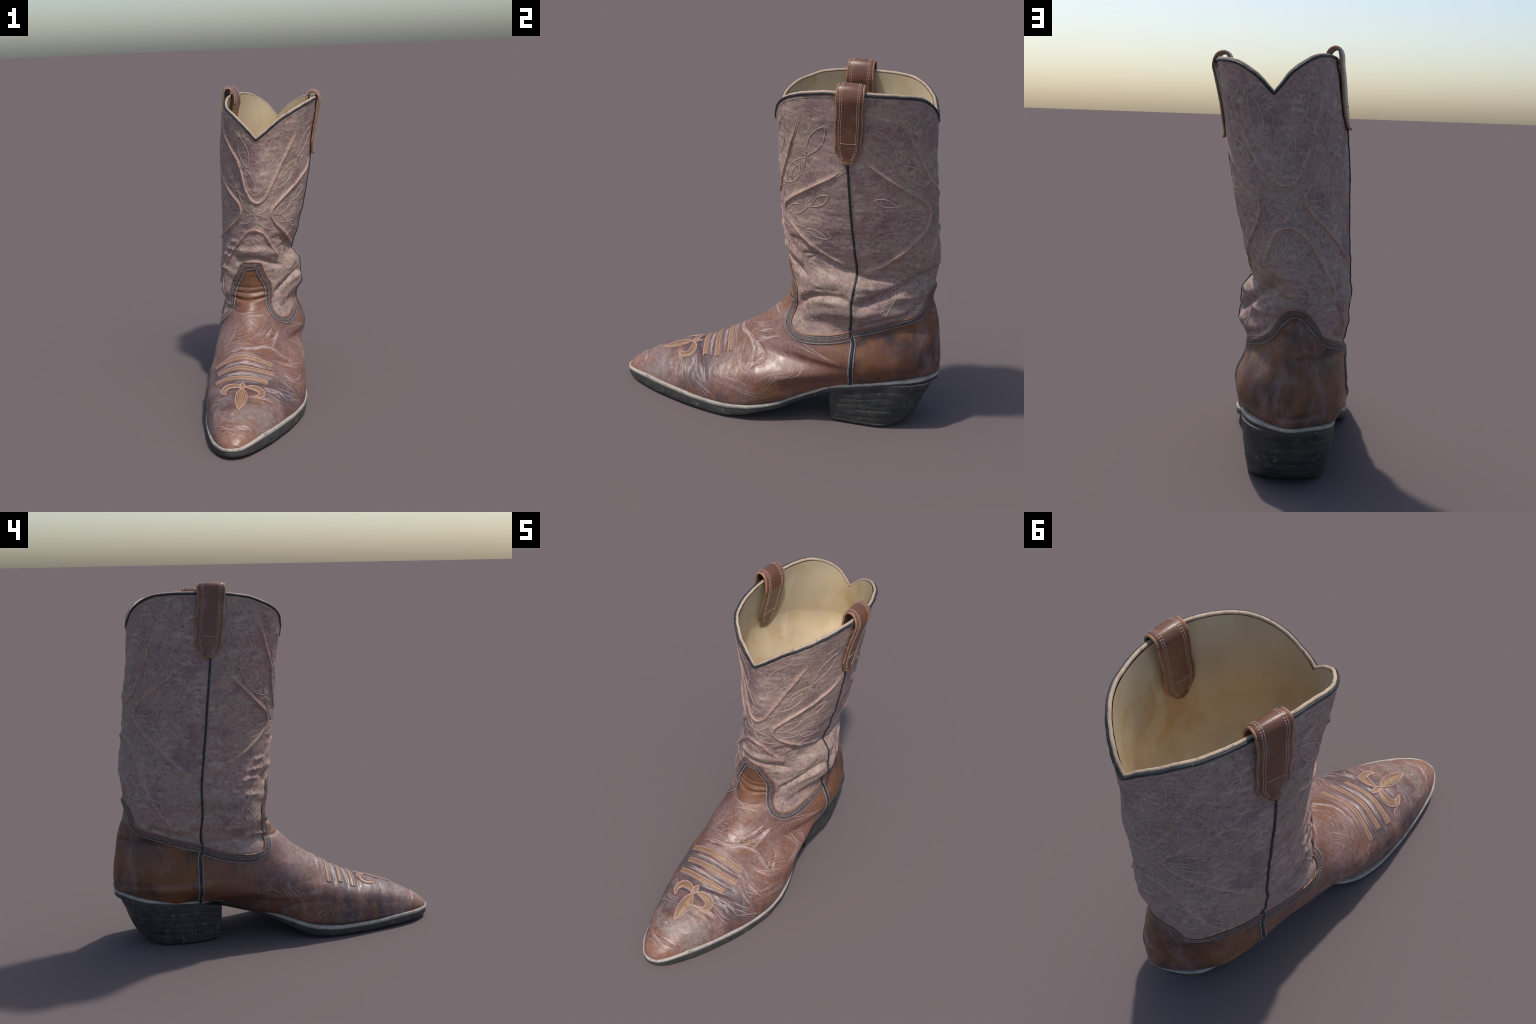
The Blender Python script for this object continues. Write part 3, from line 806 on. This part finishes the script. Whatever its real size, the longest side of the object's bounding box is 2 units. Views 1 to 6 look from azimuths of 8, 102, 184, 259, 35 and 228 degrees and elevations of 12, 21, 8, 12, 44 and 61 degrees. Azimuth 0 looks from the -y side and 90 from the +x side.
# ---- rim: black piping outside, raw lining edge on top
th = np.r_[columns(-1 + .7525, SEAM, 420), columns(SEAM, .7525, 420)[1:-1]]
hr = rim_h(th); Nn = base_normal(hr, th)
wob = .0012 * fbm(base(hr, th), 26, 41)
V, F = tube(surf(hr + .001, th, .0015 + wob), .0064, 10, closed=True, N=Nn, flat=.9)
mesh_obj('top_piping', V, F, boot, M_black)
V, F = tube(surf(hr - .004 + wob * .6, th, -.0100 + wob), .0075, 10, closed=True, N=Nn, flat=1.0)
mesh_obj('lining_edge', V, F, boot, M_edge)
# seam line below the rim
cc = np.column_stack([hr + .018, th])
V, F = tube(surf(cc[:, 0], th, .0008), .0022, 6, closed=True, N=Nn, flat=.8)
mesh_obj('rim_stitching', V, F, boot, M_thread)

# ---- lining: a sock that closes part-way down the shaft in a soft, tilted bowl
NL = 420
tl = np.arange(NL) / NL
pl = base(np.full(NL, .5), tl)
zfl = 1.56 - .25 * (pl[:, 0] + .03)
hf = h_at_z(tl, zfl); hrl = rim_h(tl)
s = np.linspace(0, 1, 70)[:, None]
hh = hrl[None] * (1 - s) + hf[None] * s
P = surf(hh, tl[None] + 0 * hh, -.0195, rel=False)
V = [P.reshape(-1, 3)]; last = P[-1]; cen = last.mean(0); NFL = 40; SAG = .23
for k in range(1, NFL):
    a = k / NFL * math.pi / 2
    ring = cen + (last - cen) * math.cos(a) ** .9; ring[:, 2] = last[:, 2] * math.cos(a) + cen[2] * (1 - math.cos(a)) - SAG * math.sin(a)
    ring[:, 2] += .010 * fbm(ring, 6, 77) * math.sin(a)
    V.append(ring)
V.append((cen - [0, 0, SAG])[None]); V = np.vstack(V); nr = 70 + NFL - 1
F = grid_faces(nr, NL, True, flip=True) + [((nr - 1) * NL + (j + 1) % NL, (nr - 1) * NL + j, len(V) - 1) for j in range(NL)]
mesh_obj('lining', V, F, boot, M_line)

# ---- bars and toe ornament on the vamp
def ribbon(c, hw, off, nv=9, crown=.002):
    """strip along c, half width hw (number or array), slightly crowned"""
    rows = []
    for v in np.linspace(-1, 1, nv):
        cc = side_step(c, np.asarray(hw) * v)
        rows.append(lift(cc, off + crown * (1 - v * v) - .003 * (abs(v) > .99)))
    return np.concatenate(rows), grid_faces(nv, len(c))
vamp = bpy.data.objects['vamp']
BARS = [[(-.293, -.275), (-.115, -.287), (.055, -.254)],      # (x, y) from above
        [(-.268, -.352), (-.100, -.360), (.075, -.327)],
        [(-.268, -.424), (-.110, -.434), (.045, -.409)]]
for b in BARS:
    c = plan_curve(b, 90)
    V, F = ribbon(c, .0095, .0022)
    mesh_obj('vamp_bar', V, F, vamp, M_bar)
    parts = []
    for d in (-.0108, .0108):
        cc = side_step(c, d)
        parts.append(line_tube(cc, .0028, .0022, 6, .8))
        parts.append(line_tube(side_step(c, d * 1.5), .0016, .0006, 5, .6))
    stuff('bar_stitching', parts, M_pink, vamp)

def leaf_outline(c, w):
    t = np.linspace(0, 1, len(c))
    prof = w * np.sin(np.pi * t ** .85) ** .9
    return prof
LEAF_PATHS = [([(-.094, -.532), (-.088, -.619), (-.092, -.706)], .034),
              ([(-.098, -.520), (-.140, -.503), (-.186, -.505), (-.204, -.535), (-.182, -.585)], .023),
              ([(-.080, -.510), (-.030, -.500), (.010, -.505), (.020, -.540), (-.015, -.588)], .023),
              ([(-.100, -.535), (-.096, -.500), (-.098, -.468)], .017)]
for pts, w in LEAF_PATHS:
    c = plan_curve(pts, 60); prof = leaf_outline(c, w)
    V, F = ribbon(c, prof * .62 + 1e-4, .0008, 9, .0012)
    leaf = mesh_obj('toe_leaf', V, F, vamp, M_bar)
    parts = []
    for sg in (1, -1):
        for kf, r in ((1.0, .0031), (.68, .0022)):
            parts.append(line_tube(side_step(c, sg * prof * kf), r, .0018, 6, .8))
    stuff('leaf_outline_stitching', parts, M_pink, vamp)

# ---- scuffs: pale strokes where the finish has cracked, (x, y) from above
scuffs = []
r = np.random.default_rng(12)
def stroke(c, w, off=.0003):
    n = len(c); t = np.linspace(0, 1, n); hw = w * np.sin(np.pi * t) ** .6 * (1 + .3 * np.sin(9 * t + w * 9000)) + 1e-4
    rows = [lift(side_step(c, hw * v), off + .0004 * (1 - v * v)) for v in (-1, 0, 1)]
    scuffs.append((np.concatenate(rows), grid_faces(3, n)))
def bundle(path, n, spread, w, cut=.35):
    """n strokes that loosely follow the path"""
    path = np.array(path, float); d = path[-1] - path[0]; d /= np.linalg.norm(d); nrm = np.array([-d[1], d[0]])
    for k in range(n):
        lo, hi = (0, 1) if k == 0 else (r.uniform(0, cut), r.uniform(1 - cut, 1))
        C = catmull(path, 60)[int(lo * 59):int(hi * 59) + 1]
        q = C + nrm * (r.normal(0, spread) + np.linspace(-1, 1, len(C))[:, None] * r.normal(0, spread))
        stroke(plan_curve(q[::max(1, len(q) // 6)], 34), w * r.uniform(.45, 1.15))
bundle([(-.27, -.222), (-.119, -.224), (-.06, -.208), (.002, -.152), (.083, -.113), (.17, -.134), (.238, -.097)], 9, .006, .0015)
bundle([(.076, .037), (.048, -.069), (.004, -.156)], 9, .007, .0014)
bundle([(.036, .001), (-.004, -.099), (-.035, -.159)], 8, .007, .0013)
bundle([(.005, .0), (-.03, -.09), (-.09, -.17)], 6, .012, .0010)
bundle([(.047, -.208), (.129, -.175), (.173, -.139), (.218, -.044)], 6, .008, .0013)
bundle([(.079, -.29), (.169, -.278), (.224, -.251)], 8, .012, .0012)
bundle([(.018, -.475), (.075, -.470), (.136, -.482)], 5, .007, .0014)
bundle([(.027, -.477), (.12, -.446), (.171, -.438)], 6, .008, .0015)
bundle([(.044, -.508), (.118, -.517), (.17, -.483)], 4, .005, .0014)
bundle([(-.052, -.584), (.054, -.559), (.135, -.554)], 5, .008, .0014)
bundle([(.102, -.42), (.176, -.378), (.214, -.343)], 5, .008, .0014)
bundle([(-.275, -.590), (-.179, -.607), (-.115, -.605)], 6, .009, .0015)
bundle([(-.233, -.777), (-.119, -.837), (-.034, -.835)], 5, .005, .0016)
bundle([(-.099, -.809), (-.036, -.798), (.02, -.792)], 5, .004, .0016)
bundle([(-.186, -.838), (-.104, -.857), (-.087, -.866)], 3, .004, .0012)
bundle([(-.182, -.018), (-.086, -.016), (-.008, .016)], 6, .007, .0013)
bundle([(-.195, .02), (-.12, .0), (-.04, .02)], 4, .008, .0011)
bundle([(-.285, -.318), (-.11, -.326), (.07, -.292)], 12, .007, .0013)
bundle([(-.285, -.395), (-.11, -.402), (.08, -.368)], 12, .006, .0013)
bundle([(-.27, -.245), (-.11, -.255), (.07, -.225)], 8, .008, .0010)
bundle([(-.27, -.12), (-.17, -.15), (-.05, -.13)], 8, .022, .0010)
bundle([(-.28, -.16), (-.20, -.06), (-.15, -.03)], 7, .022, .0009)
bundle([(.20, .0), (.15, -.08), (.12, -.17)], 6, .020, .0009)
bundle([(.10, -.33), (.16, -.35), (.20, -.33)], 6, .012, .0010)
bundle([(-.24, -.65), (-.22, -.70), (-.20, -.74)], 4, .008, .0010)
bundle([(-.30, -.48), (-.24, -.50), (-.20, -.55)], 6, .014, .0011)
for t0, h0, t1, h1, n in ((.15, 1.72, .26, 1.88, 8), (.20, 1.93, .28, 1.90, 5), (-.17, 1.78, -.27, 1.88, 8), (-.20, 1.98, -.27, 1.96, 6), (.22, 2.02, .27, 2.00, 5), (.14, 1.60, .24, 1.66, 5)):
    for _ in range(n):
        a = np.array([t0, h0]) + r.normal(0, .018, 2); b = np.array([t1, h1]) + r.normal(0, .018, 2)
        stroke(foot_curve([tuple(a), tuple((a + b) / 2 + r.normal(0, .006, 2)), tuple(b)], 30), .0011 * r.uniform(.5, 1.2))
stuff('scuff_marks', scuffs, M_scuff, vamp)
# small paint drops on the toe cap
for x, y, q in ((-.123, -.74, .009), (.056, -.66, .005), (.086, -.673, .006), (-.005, -.115, .003)):
    h, t = plan_curve([(x, y), (x + .004, y)], 2)[0]
    c = surf(np.array([h]), np.array([t]), .0)[0]; n = base_normal(np.array([h]), np.array([t]))[0]
    bm = bmesh.new(); bmesh.ops.create_icosphere(bm, subdivisions=3, radius=q)
    rot = Vector((0, 0, 1)).rotation_difference(Vector(n)).to_matrix()
    for v in bm.verts: v.co = rot @ Vector((v.co.x, v.co.y, v.co.z * .22)) + Vector(c)
    me = bpy.data.meshes.new('paint_drop'); bm.to_mesh(me); bm.free()
    me.polygons.foreach_set('use_smooth', [True] * len(me.polygons))
    link(bpy.data.objects.new('paint_drop', me), vamp, M_stitch)

# ------------------------------------------------------------------ sole, welt and heel
OUT = np.array([  # y, x right, x left, z right, z left   (upper face of the sole edge)
    (-.929, -.092, -.118, .067, .066), (-.918, -.060, -.146, .068, .064), (-.88, -.015, -.190, .076, .064), (-.83, .022, -.226, .084, .065),
    (-.77, .060, -.252, .090, .066), (-.70, .098, -.276, .092, .066), (-.60, .142, -.305, .090, .062), (-.50, .182, -.330, .086, .060),
    (-.40, .212, -.347, .082, .060), (-.30, .236, -.357, .080, .062), (-.20, .250, -.353, .082, .072), (-.12, .250, -.333, .088, .090),
    (-.05, .240, -.298, .095, .110), (.05, .212, -.215, .115, .128), (.15, .175, -.165, .152, .160), (.25, .145, -.155, .190, .196),
    (.35, .140, -.200, .236, .232), (.45, .143, -.280, .260, .256), (.55, .144, -.300, .282, .264), (.65, .137, -.303, .303, .272),
    (.75, .109, -.288, .311, .284), (.83, .064, -.244, .312, .295), (.88, .008, -.192, .310, .302), (.914, -.045, -.140, .308, .305), (.928, -.080, -.105, .307, .306)])
ys = np.r_[np.linspace(-.929, -.88, 14)[:-1], np.linspace(-.88, .85, 150), np.linspace(.85, .928, 20)[1:]]
ol = {k: pchip(OUT[:, 0], OUT[:, i], ys) for k, i in (('xr', 1), ('xl', 2), ('zr', 3), ('zl', 4))}

def outline(inset=0.0, dz=0.0, sel=slice(None)):
    """closed loop: right side heel->toe then left side toe->heel, moved inward by inset"""
    y = ys[sel]
    R = np.stack([ol['xr'][sel], y, ol['zr'][sel]], 1); L = np.stack([ol['xl'][sel], y, ol['zl'][sel]], 1)
    C = np.vstack([R[::-1], L])
    if inset:
        T = np.roll(C, -1, 0) - np.roll(C, 1, 0); T[:, 2] = 0
        T /= np.linalg.norm(T, axis=1, keepdims=True)
        N = np.stack([-T[:, 1], T[:, 0], 0 * T[:, 0]], 1)     # check side below
        cen = np.array([-.07, 0, 0])
        if ((C[len(ys) // 2] + N[len(ys) // 2] * .01)[0] > C[len(ys) // 2][0]): N = -N
        C = C + N * inset
    C = C.copy(); C[:, 2] += dz
    return C

def ladder(n, start, flip):
    """fill a closed loop of 2n points (right heel->toe, left toe->heel) across"""
    F = []
    for i in range(n - 1):
        a, b = start + i, start + i + 1
        d, c = start + 2 * n - 1 - i, start + 2 * n - 2 - i
        F.append((a, b, c, d) if not flip else (d, c, b, a))
    return F

def slab(prof, cap_top=True, cap_bot=True, sel=slice(None), zfun=None):
    rings = [outline(i, dz, sel) for i, dz in prof]
    n = len(rings[0])
    V = np.vstack(rings)
    F = grid_faces(len(rings), n, True)
    if cap_top: F += ladder(n // 2, 0, False)
    if cap_bot: F += ladder(n // 2, (len(rings) - 1) * n, True)
    return V, F

def bottom_z(y, zt):
    """underside of the sole: nearly flat under the ball, follows the arch behind"""
    flat = pchip([-.93, -.85, -.6, -.3, .0], [.018, .012, .008, .006, .022], np.clip(y, -.93, 0))
    w = smooth01(-.26, .02, y)
    return flat * (1 - w) + (zt - .040) * w
def slab2(prof):
    """prof: (inset, share of the way down, extra dz)"""
    rings = []
    for ins, f, dz in prof:
        C0 = outline(0.0); C = outline(ins) if ins else C0.copy()
        zt = C0[:, 2]; zb = bottom_z(C0[:, 1], zt)
        C[:, 2] = zt + (zb - zt) * f + dz + .0010 * fbm(C, 20, 51)
        rings.append(C)
    n = len(rings[0]); V = np.vstack(rings)
    return V, grid_faces(len(rings), n, True) + ladder(n // 2, 0, False) + ladder(n // 2, (len(rings) - 1) * n, True)
V, F = slab2([(.045, 0, .003), (.008, 0, .004), (.003, 0, .0035), (.0005, 0, .0005), (.0, .10, -.002), (.0015, .22, -.003), (.012, .24, -.003)])
mesh_obj('welt', V, F, boot, M_welt)
V, F = slab2([(.02, .20, 0), (.005, .22, -.001), (.0035, .30, -.001), (.0035, .80, 0), (.007, .95, 0), (.014, 1.0, 0), (.05, 1.0, -.003)])
mesh_obj('outsole', V, F, boot, M_sole)
# welt stitching
C0 = outline(.0085); sel = C0[:, 1] < .0
Lw = C0[sel]
stitch = dashes(Lw + [0, 0, .0045], np.tile([0, 0, 1.], (len(Lw), 1)), .009, .006, .002)
stuff('welt_stitching', stitch, M_edge, bpy.data.objects['welt'])

HEEL = [  # z, y back, y breast, x right, x left
    (.270, .910, .340, .134, -.300), (.20, .876, .342, .130, -.294), (.125, .846, .345, .123, -.286), (.06, .812, .350, .115, -.274), (.012, .778, .356, .108, -.263), (.0, .752, .366, .100, -.255)]
def heel_ring(z, n=160):
    k = np.array(HEEL)[::-1]
    yb, yf, xr, xl = [pchip(k[:, 0], k[:, i], z) for i in (1, 2, 3, 4)]
    cx = (xr + xl) / 2; w = (xr - xl) / 2; rise = .10 * (z / .26) ** 1.0
    # breast corners slightly rounded, long sides nearly straight, round back
    a = np.linspace(0, np.pi, n // 2)
    e = .80
    ym = yf + .46 * (yb - yf)
    back = np.stack([cx + w * np.sign(np.cos(a)) * np.abs(np.cos(a)) ** e, ym + (yb - ym) * np.sin(a) ** e], 1)
    s = np.linspace(0, 1, n // 4)[1:]
    left = np.stack([cx - w * (1 - .24 * s**2), ym + (yf - ym) * s], 1)
    right = np.stack([cx + w * (1 - .03 * s**2), ym + (yf - ym) * s], 1)[::-1]
    front = np.stack([np.linspace(left[-1, 0], right[0, 0], n // 4)[1:-1], np.full(n // 4 - 2, yf) ], 1)
    front[:, 1] += .02 * np.sin(np.linspace(0, np.pi, len(front)))
    front[:, 1] += 0
    ring = np.vstack([back, left, front, right])
    ring[:, 1] += .03 * (ring[:, 0] - cx) * (ring[:, 1] < ym) * 3 * .3
    return ring
def seat_lift(P):
    """the upper layers follow the slope of the heel seat"""
    zt = pchip(OUT[:, 0], (OUT[:, 3] + OUT[:, 4]) / 2, P[:, 1]) + (P[:, 0] + .085) / .43 * (pchip(OUT[:, 0], OUT[:, 3] - OUT[:, 4], P[:, 1])) - .022
    P = P.copy(); w = smooth01(.0, .27, P[:, 2]); P[:, 2] += w * (zt - .27)
    # the worn rear corner is rounded away
    P[:, 2] += (1 - smooth01(0, .08, P[:, 2])) * .022 * smooth01(.64, .80, P[:, 1])
    return P
edges = [0, .022, .066, .106, .146, .186, .226, .272]
for i in range(len(edges) - 1):
    a, b = edges[i], edges[i + 1]
    g = .0022
    lv = [(a, .012), (a + .0002, .0006 if i else .007), (a + g, 0 if i else .002), ((a + b) / 2, -.0002), (b - g, 0), (b - .0002, .0005), (b, .012)]
    rings = []
    for z, ins in lv:
        q = heel_ring(np.clip(z, 0, .27)); c = q.mean(0)
        q = c + (q - c) * (1 - ins / .26)
        P = np.column_stack([q, np.full(len(q), z)])
        P[:, :2] += (fbm(P, (8, 8, 30), 61 + i) * .0012)[:, None]
        rings.append(seat_lift(P))
    n = len(rings[0]); V = np.vstack(rings)
    F = grid_faces(len(rings), n, True) + [tuple(range(n))[::-1], tuple((len(rings) - 1) * n + j for j in range(n))]
    if i == 0:
        heel = mesh_obj('heel', V, F, boot, M_heel)
    else:
        mesh_obj('heel_lift', V, F, heel, M_heel)
        q = heel_ring(a); c = q.mean(0); q = c + (q - c) * (1 - .0010 / .26)
        C = seat_lift(np.column_stack([q, np.full(len(q), a)]))
        V, F = tube(C, .0012, 6, closed=True)
        if i < 6: mesh_obj('lift_seam', V, F, heel, M_seam)

# ------------------------------------------------------------------ pull straps
def pull_strap(side, yc, ytip, z_out, z_in, z_top, hw0):
    sgn = 1 if side == 'R' else -1
    t_rim = locate([(yc, 1.86)], side)[0][1]
    zr = 2 - float(rim_h(t_rim))
    def wall(zs, off, y0, y1):
        lo = locate([(y0 + (y1 - y0) * (z - zs[0]) / (zs[-1] - zs[0]), z) for z in zs], side)
        hs = smooth_curve(lo, 3, 2)
        return surf(hs[:, 0], hs[:, 1], off, rel=False)
    zo = np.linspace(z_out, zr - .012, 36)
    po = wall(zo, np.interp(np.linspace(0, 1, 36), [0, .05, .5, 1], [.011, .008, .011, .024]), ytip, yc)
    zi = np.linspace(zr - .012, z_in, 30)
    pi_ = wall(zi, np.interp(np.linspace(0, 1, 30), [0, .3, 1], [-.062, -.058, -.034]), yc, ytip)
    a, b = po[-1], pi_[0]
    t = np.linspace(0, np.pi, 20)[1:-1]
    mid = (a + b) / 2; rad = (a - b) / 2
    up = np.array([0, 0, z_top - .006 - mid[2]])
    arch = mid + (np.sign(np.cos(t)) * np.abs(np.cos(t)) ** .85)[:, None] * rad + (np.sin(t) ** .85)[:, None] * up
    C = resample(np.vstack([po, arch, pi_]), 150)
    for _ in range(3): C[1:-1] = (C[:-2] + 2 * C[1:-1] + C[2:]) / 4
    L = np.linalg.norm(np.diff(C, axis=0), axis=1).sum(); s = np.linspace(0, L, len(C))
    T = np.gradient(C, axis=0); T /= np.linalg.norm(T, axis=1, keepdims=True)
    # width runs along the wall, so it follows the curve of the shaft
    tv = base(np.array([2 - 1.8]), np.array([t_rim + .02]))[0] - base(np.array([2 - 1.8]), np.array([t_rim - .02]))[0]
    tv[2] = 0; tv /= np.linalg.norm(tv); tv = tv * np.sign(tv[1])
    W = np.tile(tv, (len(C), 1)); W -= T * (W * T).sum(1)[:, None]; W /= np.linalg.norm(W, axis=1, keepdims=True)
    N = np.cross(W, T) ; N *= np.sign((N[5] * [sgn, 0, 0]).sum())
    taper = lambda q: np.clip(.40 + .60 * smooth01(.0, .085, q), 0, 1)
    hw = hw0 * taper(s) * taper(L - s) * (1 + .03 * np.sin(s * 40))
    hw *= np.sqrt(np.clip(s / .012 + .25, 0, 1)) * np.sqrt(np.clip((L - s) / .012 + .25, 0, 1))
    C = C + N * (.012 * np.exp(-s / .018))[:, None]                        # the outer tip curls off
    nu = 17; u = np.linspace(-1, 1, nu); thk = .0058
    side_curl = -.004 * u ** 2
    def sheet(sg): return (C[:, None] + hw[:, None, None] * u[None, :, None] * W[:, None] + (sg * thk * (1 - .35 * u[None, :, None] ** 8) + side_curl[None, :, None]) * N[:, None])
    V = np.concatenate([sheet(1).reshape(-1, 3), sheet(-1).reshape(-1, 3)]); n1 = len(C) * nu
    F = grid_faces(len(C), nu) + grid_faces(len(C), nu, flip=True, start=n1)
    for i in range(len(C) - 1):
        for j, fl in ((0, 0), (nu - 1, 1)):
            q = (i * nu + j, (i + 1) * nu + j, n1 + (i + 1) * nu + j, n1 + i * nu + j); F.append(q if not fl else q[::-1])
    for i, fl in ((0, 1), (len(C) - 1, 0)):
        for j in range(nu - 1):
            q = (i * nu + j, i * nu + j + 1, n1 + i * nu + j + 1, n1 + i * nu + j); F.append(q if not fl else q[::-1])
    strap = mesh_obj('pull_strap', V, F, boot, M_strap)
    at = lambda i0, i1, uu, off: (C[i0:i1] + hw[i0:i1, None] * uu * W[i0:i1] + (thk + off - .004 * uu ** 2) * N[i0:i1])
    # worn edge beads
    rim_c = np.vstack([C - W * hw[:, None] - N * .004, (C + W * hw[:, None] - N * .004)[::-1]])
    V, F = tube(rim_c, .0058, 8, closed=True)
    mesh_obj('strap_edge', V, F, strap, M_sedge)
    st = []
    n = len(C)
    for uu in (-.74, -.60, .60, .74):
        P = at(4, n - 4, uu, .0003)
        st += dashes(P, N[4:n - 4], .0075, .0045, .0019)
    for i0 in (int(np.searchsorted(s, .105)), n - 1 - int(np.searchsorted(s, .105))):
        P = np.stack([C[i0] + hw[i0] * q * W[i0] + (thk + .0003) * N[i0] for q in np.linspace(-.6, .6, 12)])
        st += dashes(P, np.tile(N[i0], (12, 1)), .0075, .003, .0019)
    stuff('strap_stitching', st, M_thread, strap)
pull_strap('R', .370, .370, 1.545, 1.58, 1.962, .063)
pull_strap('L', .345, .384, 1.595, 1.60, 1.998, .068)

# ------------------------------------------------------------------ tidy: outward normals
for o in list(bpy.data.objects):
    if o.type == 'MESH':
        bm = bmesh.new(); bm.from_mesh(o.data); bmesh.ops.recalc_face_normals(bm, faces=bm.faces); bm.to_mesh(o.data); bm.free()
